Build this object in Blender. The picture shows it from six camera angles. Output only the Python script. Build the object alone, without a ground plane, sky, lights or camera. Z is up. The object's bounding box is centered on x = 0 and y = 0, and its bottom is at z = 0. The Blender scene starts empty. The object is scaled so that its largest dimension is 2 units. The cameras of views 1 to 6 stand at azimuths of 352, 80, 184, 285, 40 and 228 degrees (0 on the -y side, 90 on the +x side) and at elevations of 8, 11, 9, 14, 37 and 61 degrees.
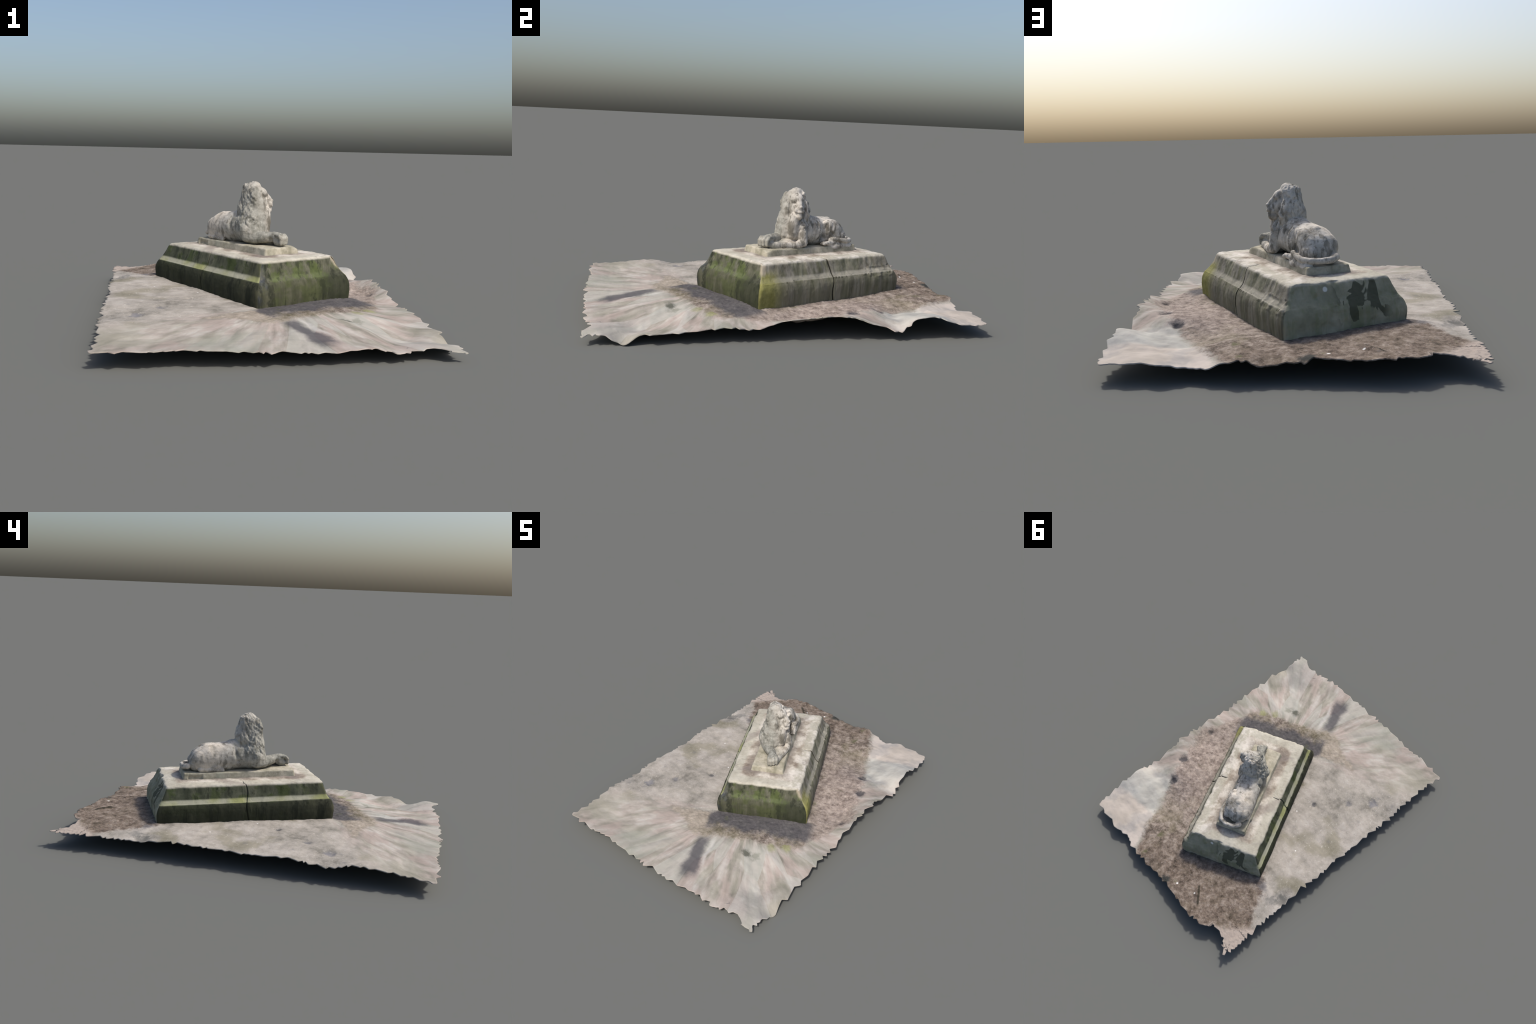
import bpy, bmesh, math, random
import numpy as np
from mathutils import Vector, Matrix, Euler, noise
from mathutils.bvhtree import BVHTree

random.seed(7)
rng = np.random.default_rng(7)

# ----------------------------------------------------------------- frame
# monument frame: X = the way the lion's body points, Y = its left, Z = up
ORIGIN = Vector((-0.014, 0.176, 0.0))
ANGLE = math.atan2(-0.882, 0.471)
CA, SA = math.cos(ANGLE), math.sin(ANGLE)


def to_local(x, y):
    dx, dy = x - ORIGIN.x, y - ORIGIN.y
    return dx * CA + dy * SA, -dx * SA + dy * CA


root = bpy.data.objects.new("lion_monument", None)
root["label"] = "weathered stone lion lying on mossy moulded plinth, ragged ground patch"
root["category"] = "stone statue"
bpy.context.scene.collection.objects.link(root)


def new_object(name, mesh, parent=root, local=True):
    ob = bpy.data.objects.new(name, mesh)
    bpy.context.scene.collection.objects.link(ob)
    if local:
        ob.location = ORIGIN
        ob.rotation_euler = (0, 0, ANGLE)
    ob.parent = parent
    return ob


def child_same_place(name, mesh, parent):
    ob = bpy.data.objects.new(name, mesh)
    bpy.context.scene.collection.objects.link(ob)
    ob.parent = parent
    return ob


def grid_mesh(name, co, nu, nv, close_u=False):
    """co: (nv, nu, 3) array -> quad grid mesh"""
    idx = np.arange(nu * nv).reshape(nv, nu)
    if close_u:
        idx = np.concatenate([idx, idx[:, :1]], axis=1)
    f = np.stack([idx[:-1, :-1], idx[:-1, 1:], idx[1:, 1:], idx[1:, :-1]], -1).reshape(-1, 4)
    me = bpy.data.meshes.new(name)
    me.from_pydata(co.reshape(-1, 3).tolist(), [], f.tolist())
    return me


def smooth(me):
    me.polygons.foreach_set("use_smooth", np.ones(len(me.polygons), dtype=bool))


def sstep(a, b, x):
    t = np.clip((x - a) / (b - a), 0, 1)
    return t * t * (3 - 2 * t)


def fbm(x, y, z, octaves=4):
    return noise.fractal(Vector((x, y, z)), 0.9, 2.0, octaves)


# ----------------------------------------------------------------- node kit
class Kit:
    def __init__(self, name):
        self.mat = bpy.data.materials.new(name)
        self.mat.use_nodes = True
        self.t = self.mat.node_tree
        self.t.nodes.clear()
        self.out = self.t.nodes.new("ShaderNodeOutputMaterial")
        self.bsdf = self.t.nodes.new("ShaderNodeBsdfPrincipled")
        self.t.links.new(self.bsdf.outputs[0], self.out.inputs[0])
        self.bsdf.inputs["Roughness"].default_value = 0.9
        self.bsdf.inputs["Specular IOR Level"].default_value = 0.15
        tc = self.t.nodes.new("ShaderNodeTexCoord")
        self.obj = tc.outputs["Object"]
        sep = self.t.nodes.new("ShaderNodeSeparateXYZ")
        self.t.links.new(self.obj, sep.inputs[0])
        self.x, self.y, self.z = sep.outputs

    def put(self, sock, v):
        if isinstance(v, bpy.types.NodeSocket):
            self.t.links.new(v, sock)
        elif isinstance(v, (tuple, list)) and len(v) == 3 and sock.type == 'RGBA':
            sock.default_value = (*v, 1)
        else:
            sock.default_value = v

    def math(self, op, a, b=0.0, c=0.0, clamp=False):
        n = self.t.nodes.new("ShaderNodeMath")
        n.operation = op
        n.use_clamp = clamp
        for s, v in zip(n.inputs, (a, b, c)):
            self.put(s, v)
        return n.outputs[0]

    def add(self, a, b): return self.math('ADD', a, b)
    def sub(self, a, b): return self.math('SUBTRACT', a, b)
    def mul(self, a, b): return self.math('MULTIPLY', a, b)
    def vmax(self, a, b): return self.math('MAXIMUM', a, b)
    def vmin(self, a, b): return self.math('MINIMUM', a, b)
    def absv(self, a): return self.math('ABSOLUTE', a)

    def step(self, a, b, x):
        n = self.t.nodes.new("ShaderNodeMapRange")
        n.interpolation_type = 'SMOOTHSTEP'
        inv = a > b
        self.put(n.inputs["Value"], x)
        self.put(n.inputs["From Min"], min(a, b))
        self.put(n.inputs["From Max"], max(a, b))
        self.put(n.inputs["To Min"], 1.0 if inv else 0.0)
        self.put(n.inputs["To Max"], 0.0 if inv else 1.0)
        return n.outputs["Result"]

    def vec(self, x, y, z):
        n = self.t.nodes.new("ShaderNodeCombineXYZ")
        for s, v in zip(n.inputs, (x, y, z)):
            self.put(s, v)
        return n.outputs[0]

    def scaled(self, sx, sy, sz, off=(0, 0, 0)):
        n = self.t.nodes.new("ShaderNodeMapping")
        self.put(n.inputs["Vector"], self.obj)
        n.inputs["Scale"].default_value = (sx, sy, sz)
        n.inputs["Location"].default_value = off
        return n.outputs[0]

    def noise(self, vec, scale, detail=4, rough=0.55, dist=0.0):
        n = self.t.nodes.new("ShaderNodeTexNoise")
        self.put(n.inputs["Vector"], vec)
        n.inputs["Scale"].default_value = scale
        n.inputs["Detail"].default_value = detail
        n.inputs["Roughness"].default_value = rough
        n.inputs["Distortion"].default_value = dist
        return n.outputs["Fac"]

    def voronoi(self, vec, scale, feature='F1', out="Distance"):
        n = self.t.nodes.new("ShaderNodeTexVoronoi")
        n.feature = feature
        self.put(n.inputs["Vector"], vec)
        n.inputs["Scale"].default_value = scale
        return n.outputs[out]

    def ramp(self, fac, stops):
        n = self.t.nodes.new("ShaderNodeValToRGB")
        e = n.color_ramp.elements
        while len(e) < len(stops):
            e.new(0.5)
        for el, (p, c) in zip(e, stops):
            el.position = p
            el.color = (*c, 1)
        self.put(n.inputs[0], fac)
        return n.outputs[0]

    def mix(self, fac, a, b, mode='MIX'):
        n = self.t.nodes.new("ShaderNodeMix")
        n.data_type = 'RGBA'
        n.blend_type = mode
        self.put(n.inputs[0], fac)
        self.put(n.inputs[6], a)
        self.put(n.inputs[7], b)
        return n.outputs[2]

    def bump(self, h, strength, dist):
        n = self.t.nodes.new("ShaderNodeBump")
        n.inputs["Strength"].default_value = strength
        n.inputs["Distance"].default_value = dist
        self.put(n.inputs["Height"], h)
        self.t.links.new(n.outputs[0], self.bsdf.inputs["Normal"])

    def finish(self, col):
        self.put(self.bsdf.inputs["Base Color"], col)
        return self.mat


# ----------------------------------------------------------------- ground
# The patch is an axis-aligned sheet of ground, torn along its edges.
# (x, y, z) heights of the surface read at marks on the ground
MARKS_SOUTH = [(-.70, -.985, .072), (-.535, -.995, .075), (-.41, -.978, .075), (-.225, -.987, .072), (-.05, -.984, .063),
               (.088, -.981, .060), (.223, -.971, .058), (.36, -.962, .067), (.448, -.955, .045), (.586, -.921, .053), (.733, -.962, .037)]
MARKS_EAST = [(.73, -.85, .045), (.738, -.766, .004), (.734, -.70, .043), (.726, -.58, .050), (.72, -.48, .058), (.703, -.256, .070), (.70, -.19, .060),
              (.691, -.034, .100), (.685, .073, .110), (.69, .16, .120), (.686, .241, .120), (.671, .312, .107), (.683, .379, .085), (.679, .471, .060),
              (.688, .545, .048), (.678, .60, .100), (.672, .66, .112), (.667, .71, .112), (.67, .811, .082), (.66, .90, .070), (.654, .986, .071)]
MARKS_NORTH = [(.572, .987, .075), (.409, .999, .072), (.33, .968, .055), (.243, .991, .062), (.167, .991, .088), (.116, .992, .082),
               (.069, .993, .067), (-.008, .976, .075), (-.12, .975, .093), (-.257, .981, .090), (-.385, .988, .095), (-.517, .951, .095),
               (-.562, .90, .090), (-.651, .913, .080), (-.722, .974, .080)]
MARKS_WEST = [(-.749, .881, .080), (-.738, .763, .085), (-.732, .616, .082), (-.73, .47, .090), (-.722, .297, .100), (-.73, .172, .100),
              (-.718, .0, .092), (-.723, -.155, .093), (-.727, -.28, .100), (-.723, -.504, .080), (-.719, -.587, .100), (-.715, -.74, .094), (-.713, -.871, .080)]
MARKS_INSIDE = [(-.025, -.396, .098), (.472, -.126, .092), (.0, .741, .093), (-.493, .48, .105), (.237, .305, .082), (-.27, .043, .104),
                (-.315, -.141, .099), (-.463, -.335, .103), (-.57, -.467, .098), (-.495, .177, .098), (-.173, .915, .094), (-.362, .896, .094),
                (-.273, -.542, .094), (-.12, -.52, .101), (-.35, -.74, .080), (-.12, -.76, .081), (.02, -.75, .080), (-.069, -.446, .101), (.101, -.588, .095), (.313, -.549, .086), (.402, -.519, .074), (.483, -.368, .082), (.51, -.27, .080),
                (.58, -.188, .074), (.613, .038, .074), (.60, .12, .073), (.58, -.08, .074), (.551, .329, .103), (.52, .43, .103), (.56, .72, .098), (.462, .483, .095), (.542, .539, .068), (.416, .579, .060),
                (.373, .727, .060), (.30, .80, .085), (.182, -.922, .060), (.415, -.711, .057), (.335, -.705, .070), (.508, -.466, .068), (.64, -.503, .052), (.563, -.863, .048), (.549, -.71, .020), (.643, -.807, .046), (.063, -.879, .076), (-.494, -.933, .070), (.35, .1, .086), (.1, .9, .088), (-.2, .2, .1), (.1, .1, .095), (-.6, .6, .098)]


def thin_plate(points, stiffness=2e-4):
    p = np.array(points)
    d = np.linalg.norm(p[:, None, :2] - p[None, :, :2], axis=-1)
    k = np.where(d > 0, d * d * np.log(d + 1e-9), 0) + np.eye(len(p)) * stiffness
    q = np.c_[np.ones(len(p)), p[:, :2]]
    a = np.block([[k, q], [q.T, np.zeros((3, 3))]])
    w = np.linalg.solve(a, np.r_[p[:, 2], 0, 0, 0])

    def height(x, y):
        out = w[-3] + w[-2] * x + w[-1] * y
        for (px, py, _), wi in zip(points, w[:-3]):
            r2 = (x - px) ** 2 + (y - py) ** 2
            out = out + wi * 0.5 * r2 * np.log(r2 + 1e-12)
        return out
    return height


ground_height = thin_plate(MARKS_SOUTH + MARKS_EAST + MARKS_NORTH + MARKS_WEST + MARKS_INSIDE)


def torn_edge(marks, axis, spacing, depth, seed):
    """edge position as a function of the coordinate along the edge, with torn teeth"""
    r = random.Random(seed)
    m = sorted((p[1 - axis], p[axis]) for p in marks)
    s0, s1 = -1.05, 1.05
    ks, kv = [], []
    s = s0
    while s < s1:                        # teeth of very uneven size, leaning either way
        w_ = spacing * r.choice([.35, .5, .7, 1.0, 1.5])
        d_ = depth * r.uniform(.2, 1.0) * min(1.0, .45 + w_ / spacing * .6)
        lean = r.uniform(.15, .85)
        ks += [s, s + w_ * lean]
        kv += [-d_ * r.uniform(.3, 1), d_ * .8]
        s += w_
    ms, mv = np.array(m).T

    def f(s):
        return np.interp(s, ms, mv) + np.interp(s, ks, kv)
    return f


edge_w = torn_edge(MARKS_WEST + [(-.725, -.99, 0), (-.735, .96, 0)], 0, .058, .026, 3)
edge_e = torn_edge(MARKS_EAST, 0, .080, .024, 4)
edge_s = torn_edge(MARKS_SOUTH, 1, .078, .027, 5)
edge_n = torn_edge(MARKS_NORTH, 1, .070, .022, 6)

NX, NY = 300, 400
gx, gy = np.meshgrid(np.linspace(0, 1, NX), np.linspace(0, 1, NY))
x = -0.725 + gx * 1.43
y = -0.985 + gy * 1.97
for _ in range(3):      # settle the sheet between its torn edges
    left, right = edge_w(y), edge_e(y)
    low, high = edge_s(x), edge_n(x)
    wl, wr = (1 - gx) ** 6, gx ** 6
    wb, wt = (1 - gy) ** 8, gy ** 8
    bx = np.interp(y, [-1, 1], [.73, .66])
    x2 = -0.725 + gx * (bx + .725)
    y2 = -0.975 + gy * 1.955
    x = x2 + wl * (left + .003 + .725) + wr * (right - .003 - bx)
    y = y2 + wb * (low + .003 + .975) + wt * (high - .003 - .98)
lx, ly = to_local(x, y)


def soil_mask(lx, ly, wob):
    """bare brown earth round the plinth (front, left side, back), 1 inside"""
    a = np.minimum(np.minimum(.715 - lx, ly + 1.08 - lx), np.minimum(.575 - ly, .96 - lx - ly))
    w = np.maximum(ly + .27 + .07 * sstep(-.44, -.56, lx), np.minimum(lx - .50, ly + .60))
    return sstep(-.015, .02, np.minimum(a, w) + wob)


z = ground_height(x, y)
flat = np.stack([x, y], -1).reshape(-1, 2)
n_big = np.array([fbm(a * 7, b * 7, 1.3, 3) for a, b in flat]).reshape(x.shape)
n_fine = np.array([fbm(a * 55, b * 55, 4.1, 4) for a, b in flat]).reshape(x.shape)
n_wave = np.array([fbm(a * 3 + 2, b * 12, 9.1, 3) for a, b in flat]).reshape(x.shape)
soil = soil_mask(lx, ly, n_big * .02)
fan_a = np.arctan2(y + .25, x - .12)
fan_r = np.hypot(y + .25, x - .12)
n_crease = np.array([abs(noise.noise(Vector((a * 3.3, r * 2.2, 3.7)))) + .5 * abs(noise.noise(Vector((a * 8, r * 3, 8.1)))) for a, r in zip(fan_a.ravel(), fan_r.ravel())]).reshape(x.shape)
crease = sstep(.70, .80, lx) * .016 * (n_crease - .35)
near = np.minimum(1, np.minimum(np.minimum(gx, 1 - gx), np.minimum(gy, 1 - gy)) * 14)
z = z + soil * (n_fine * .0028 + n_big * .004) + (1 - soil) * (n_fine * .0007 + n_wave * .004 * near + crease * near + sstep(.50, .62, ly) * n_big * .011 * near)
# small pits in the trodden western side, and a ridge of leaf litter (split stick) at the back
for px, py, pr, pd in [(-.315, -.141, .02, .010), (-.463, -.335, .03, .012), (-.57, -.467, .035, .014), (.551, .329, .03, .018),
                       (.462, .483, .028, .022), (.613, .038, .02, .010), (-.70, .47, .04, .012), (-.085, .99, .03, .015)]:
    z = z - pd * np.exp(-((x - px) ** 2 + (y - py) ** 2) / pr ** 2)
t = (x + .362) * .75 + (y - .896) * -.66
s = (x + .362) * .66 + (y - .896) * .75
z = z + .010 * sstep(.07, .03, np.abs(t - .05)) * sstep(-.018, -.002, s) * sstep(.03, .004, s)
z = np.maximum(z, .003)
top = np.stack([x, y, z], -1)
me = grid_mesh("ground_patch", top, NX, NY)
bm = bmesh.new()
bm.from_mesh(me)
bmesh.ops.triangulate(bm, faces=bm.faces)
rim = [e for e in bm.edges if e.is_boundary]
# a thin sheet: the torn rim is folded under by a few millimetres
res = bmesh.ops.extrude_edge_only(bm, edges=rim)
for v in res["geom"]:
    if isinstance(v, bmesh.types.BMVert):
        v.co.z = max(0.0, v.co.z - .004)
bmesh.ops.recalc_face_normals(bm, faces=bm.faces)
bm.to_mesh(me)
bm.free()
smooth(me)
ground = new_object("ground_patch", me, local=False)

g = Kit("trodden_ground")
LX = g.add(g.add(g.mul(g.x, CA), g.mul(g.y, SA)), -(ORIGIN.x * CA + ORIGIN.y * SA))
LY = g.add(g.add(g.mul(g.x, -SA), g.mul(g.y, CA)), (ORIGIN.x * SA - ORIGIN.y * CA))
wob = g.mul(g.sub(g.noise(g.obj, 8, 7, .72), .5), .22)
inner = g.vmin(g.vmin(g.sub(.715, LX), g.sub(g.add(LY, 1.08), LX)), g.vmin(g.sub(.575, LY), g.sub(.96, g.add(LX, LY))))
side = g.vmax(g.add(LY, g.add(.27, g.mul(g.step(-.44, -.56, LX), .07))), g.vmin(g.sub(LX, .50), g.add(LY, .60)))
m_soil = g.step(-.022, .026, g.add(g.vmin(inner, side), wob))
# pale dusty ground: streaks that fan out from the plinth
cx, cy = .12, -.25
dx, dy = g.sub(g.x, cx), g.sub(g.y, cy)
ang = g.math('ARCTAN2', dy, dx)
rad = g.math('SQRT', g.add(g.mul(dx, dx), g.mul(dy, dy)))
fan = g.vec(g.mul(ang, 3.2), g.mul(rad, 1.6), 0.3)
streak = g.noise(fan, 3.4, 5, .55, .25)
streak2 = g.noise(g.vec(g.mul(ang, 2.0), g.mul(rad, 1.2), 7.7), 4.0, 2, .5)
pale = g.ramp(streak, [(.30, (0.173, 0.161, 0.133)), (.43, (0.265, 0.239, 0.204)), (.55, (0.352, 0.317, 0.279)), (.70, (0.449, 0.420, 0.379))])
pale = g.mix(g.mul(g.step(.50, .62, streak2), .4), pale, (0.235, 0.234, 0.181))
pale = g.mix(g.mul(g.step(.50, .38, streak2), .45), pale, (0.377, 0.302, 0.270))
# trodden path on the west: finer, cooler, speckled
m_path = g.mul(g.step(-.20, -.30, LY), g.step(.55, .40, g.add(LX, g.mul(wob, 1.5))))
pn = g.noise(g.obj, 7, 8, .70)
path = g.ramp(pn, [(.33, (0.160, 0.148, 0.126)), (.45, (0.285, 0.262, 0.228)), (.58, (0.370, 0.337, 0.298)), (.74, (0.440, 0.411, 0.372))])
path = g.mix(g.mul(g.step(.43, .30, g.noise(g.obj, 60, 5, .75)), .55), path, (0.170, 0.153, 0.130))
path = g.mix(g.mul(g.step(.53, .66, g.noise(g.obj, 4.3, 3, .5)), .55), path, (0.200, 0.183, 0.126))
path = g.mix(g.mul(g.step(.60, .70, g.noise(g.obj, 70, 3, .6)), .4), path, (0.520, 0.495, 0.446))
pits = g.step(.13, .02, g.voronoi(g.obj, 6.5))
path = g.mix(g.mul(pits, .45), path, (0.140, 0.139, 0.140))
col = g.mix(m_path, pale, path)
# facets of smeared grass and dust on the south corner
cell = g.voronoi(g.vec(g.mul(ang, 1.3), g.mul(rad, .8), 2.0), 3.2, 'F1', "Color")
sepc = g.t.nodes.new("ShaderNodeSeparateColor")
g.t.links.new(cell, sepc.inputs[0])
m_south = g.step(.70, .80, LX)
col = g.mix(g.mul(m_south, g.mul(g.step(.6, .65, sepc.outputs[0]), .45)), col, (.29, .30, .255))
col = g.mix(g.mul(m_south, g.mul(g.step(.65, .70, sepc.outputs[1]), .4)), col, (.42, .41, .375))
# whitish and cream ground on the east corner
m_white = g.mul(g.step(.54, .60, g.add(LY, wob)), g.step(.04, -.10, g.add(LX, g.mul(wob, 1.6))))
col = g.mix(g.mul(m_white, .85), col, g.ramp(streak, [(.3, (.33, .32, .295)), (.6, (.46, .45, .41))]))
m_cream = g.mul(m_white, g.step(-.30, -.34, g.add(g.add(LX, g.mul(g.sub(LY, .6), -.3)), g.mul(wob, .5))))
col = g.mix(g.mul(m_cream, .85), col, g.ramp(streak2, [(.35, (.36, .315, .27)), (.62, (.52, .455, .40))]))
m_grey = g.mul(m_white, g.step(.50, .64, g.noise(g.obj, 6, 4, .55)))
col = g.mix(g.mul(m_grey, .5), col, (.25, .245, .24))
# long dark smear south of the plinth
sx = g.add(g.mul(g.sub(g.x, .135), .905), g.mul(g.sub(g.y, -.75), .425))
sy = g.add(g.mul(g.sub(g.x, .135), -.425), g.mul(g.sub(g.y, -.75), .905))
wide = g.add(.034, g.mul(g.sub(.0, sy), .06))
m_smear = g.mul(g.step(.028, -.012, g.sub(g.absv(g.add(sx, g.mul(wob, .35))), wide)), g.step(.20, .10, g.absv(g.add(sy, g.mul(wob, .6)))))
col = g.mix(g.mul(m_smear, .85), col, (.065, .062, .070))
m_gleam = g.mul(g.step(.020, .0, g.absv(g.sub(g.add(sx, g.mul(wob, .3)), .062))), g.step(.16, .06, g.absv(g.sub(sy, .04))))
col = g.mix(g.mul(m_gleam, .6), col, (.48, .46, .43))
# brown earth
sn = g.noise(g.obj, 26, 8, .72)
sn2 = g.noise(g.obj, 5, 4, .6)
sn3 = g.noise(g.obj, 70, 6, .75)
earth = g.ramp(sn, [(.32, (0.048, 0.038, 0.032)), (.43, (0.138, 0.112, 0.092)), (.55, (0.257, 0.217, 0.185)), (.70, (0.399, 0.351, 0.307))])
earth = g.mix(g.mul(g.step(.47, .62, sn2), .6), earth, g.mix(sn, (.075, .068, .038), (.24, .21, .14)))
m_back = g.step(-.30, -.60, LX)
earth = g.mix(g.mul(m_back, .8), earth, g.ramp(sn, [(.32, (0.046, 0.035, 0.026)), (.5, (0.159, 0.121, 0.094)), (.7, (0.307, 0.256, 0.210))]))
m_pink = g.mul(g.step(.20, .35, LY), g.step(-.45, -.05, g.add(LX, wob)))
earth = g.mix(g.mul(m_pink, .75), earth, g.ramp(sn, [(.32, (0.129, 0.099, 0.086)), (.5, (0.294, 0.241, 0.210)), (.7, (0.460, 0.391, 0.338))]))
earth = g.mix(g.mul(g.step(.45, .33, sn3), .55), earth, (.06, .05, .045))
earth = g.mix(g.mul(g.step(.56, .68, sn3), .40), earth, (.42, .38, .35))
m_pale = g.mul(g.step(-.22, -.36, g.add(LY, wob)), g.step(.45, .52, LX))
earth = g.mix(g.mul(m_pale, .7), earth, g.mix(sn, (.19, .165, .125), (.46, .40, .33)))
# damp paints the scan's cast shadow before the plinth; darker strip along its back
m_front_shadow = g.mul(g.step(.68, .60, g.add(LX, g.mul(wob, 1.2))), g.mul(g.step(.46, .49, LX), g.mul(g.step(-.335, -.30, g.add(LY, g.mul(wob, .2))), g.step(.36, .29, LY))))
front_shadow_col = g.mix(sn, (.022, .022, .030), (.115, .112, .118))
earth = g.mix(g.mul(m_front_shadow, .85), earth, front_shadow_col)
m_back_dark = g.mul(g.step(-.585, -.535, g.add(LX, wob)), g.mul(g.step(-.47, -.50, LX), g.step(.32, .26, LY)))
earth = g.mix(g.mul(m_back_dark, .45), earth, g.mix(sn, (.03, .03, .032), (.12, .115, .12)))
grit = g.step(.10, .05, g.voronoi(g.obj, 55))
earth = g.mix(g.mul(grit, .35), earth, (.55, .52, .48))
moss = g.mul(g.step(.62, .74, g.noise(g.obj, 9, 3, .6)), .55)
earth = g.mix(moss, earth, (.10, .11, .045))
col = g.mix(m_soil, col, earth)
m_tip = g.step(-.03, .03, g.add(g.sub(g.sub(g.y, g.x), 1.46), g.mul(wob, .5)))
col = g.mix(m_tip, col, g.mix(streak, (.30, .25, .215), (.42, .36, .31)))
ragged = g.noise(g.obj, 28, 6, .7)
# single dark hollows, stains and pale pebbles
for sx_, sy_, sr_, sc_, sf_ in [(.551, .329, .030, (.045, .045, .052), .85), (.462, .483, .032, (.045, .045, .052), .9), (.613, .038, .018, (.06, .055, .055), .8),
                                (-.70, .470, .045, (.10, .10, .092), .7), (-.655, .52, .035, (.14, .14, .13), .6), (-.315, -.141, .018, (.08, .08, .085), .8),
                                (-.463, -.335, .022, (.12, .12, .13), .7), (-.57, -.467, .030, (.16, .16, .18), .7), (-.55, .50, .03, (.17, .165, .17), .5),
                                (.345, -.545, .030, (.06, .062, .045), .8), (.40, -.53, .028, (.16, .165, .13), .6), (.50, -.36, .028, (.25, .26, .10), .55),
                                (.43, -.42, .03, (.22, .235, .10), .5), (-.10, .955, .03, (.03, .035, .033), .85), (-.173, .915, .007, (.75, .73, .70), 1.0),
                                (-.30, .87, .006, (.70, .68, .64), 1.0), (-.495, .177, .005, (.75, .73, .70), 1.0), (-.28, -.02, .005, (.7, .68, .66), 1.0)]:
    dd = g.math('SQRT', g.add(g.math('POWER', g.sub(g.x, sx_), 2.0), g.math('POWER', g.sub(g.y, sy_), 2.0)))
    col = g.mix(g.mul(g.step(sr_ * 1.35, sr_ * .35, g.add(dd, g.mul(g.sub(ragged, .5), sr_ * 3.2 if sr_ > .01 else 0.0))), sf_), col, sc_)
# fallen twig with its dark underside behind the plinth
tw = g.add(g.mul(g.add(g.x, .362), .75), g.mul(g.sub(g.y, .896), -.66))
tv = g.add(g.add(g.mul(g.add(g.x, .362), .66), g.mul(g.sub(g.y, .896), .75)), g.mul(wob, .12))
m_twig = g.mul(g.step(.075, .055, g.absv(g.sub(tw, .05))), g.step(.010, .004, g.absv(g.add(tv, .006))))
col = g.mix(g.mul(m_twig, .85), col, (.03, .028, .02))
g.bump(g.add(g.mul(sn, m_soil), g.mul(g.noise(g.obj, 90, 5, .7), .35)), .55, .006)
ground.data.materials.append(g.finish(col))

# ----------------------------------------------------------------- plinth
HALF_X, HALF_Y = .498, .284
# moulding: (inset from the foot's outline, height)
PROFILE = [(0.0040, 0.0600), (0.0030, 0.0900), (0.0010, 0.1200), (0.0000, 0.1450), (0.0010, 0.1650), (0.0040, 0.1820), (0.0090, 0.1950), (0.0135, 0.2035), (0.0155, 0.2060),
           (0.0175, 0.2060), (0.0205, 0.2085), (0.0253, 0.2140), (0.0303, 0.2195), (0.0337, 0.2245), (0.0361, 0.2300), (0.0406, 0.2420), (0.0457, 0.2560), (0.0500, 0.2690),
           (0.0535, 0.2800), (0.0570, 0.2880), (0.0620, 0.2935), (0.0700, 0.2965), (0.0810, 0.2980), (0.1000, 0.2990), (0.1200, 0.3000), (0.1450, 0.3010), (0.1750, 0.3020), (0.2100, 0.3030), (0.2500, 0.3030), (0.2810, 0.3030)]
# the same at the two ends, where the moulding has weathered away
WORN = [(0.0040, 0.0600), (0.0030, 0.0900), (0.0010, 0.1200), (0.0000, 0.1450), (0.0030, 0.1650), (0.0080, 0.1820), (0.0140, 0.1950), (0.0185, 0.2035), (0.0205, 0.2065),
        (0.0220, 0.2090), (0.0242, 0.2130), (0.0271, 0.2170), (0.0300, 0.2220), (0.0329, 0.2270), (0.0358, 0.2330), (0.0407, 0.2440), (0.0458, 0.2570), (0.0500, 0.2700),
        (0.0540, 0.2800), (0.0580, 0.2880), (0.0630, 0.2935), (0.0710, 0.2965), (0.0820, 0.2980), (0.1000, 0.2990), (0.1200, 0.3000), (0.1450, 0.3010), (0.1750, 0.3020), (0.2100, 0.3030), (0.2500, 0.3030), (0.2810, 0.3030)]


pa = np.array(PROFILE)
pw = np.array(WORN)
k = np.linspace(0, 1, len(pa))
kk = np.unique(np.r_[np.linspace(0, .9, 92), np.linspace(.9, 1, 12)])
prof = np.c_[np.interp(kk, k, pa[:, 0]), np.interp(kk, k, pa[:, 1])]
worn = np.c_[np.interp(kk, k, pw[:, 0]), np.interp(kk, k, pw[:, 1])]


def side_samples(n, joint):
    t = np.linspace(-1, 1, n, endpoint=False)
    if joint:
        t = np.unique(np.r_[t, np.linspace(-.06, .06, 49)])
    return t


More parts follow.
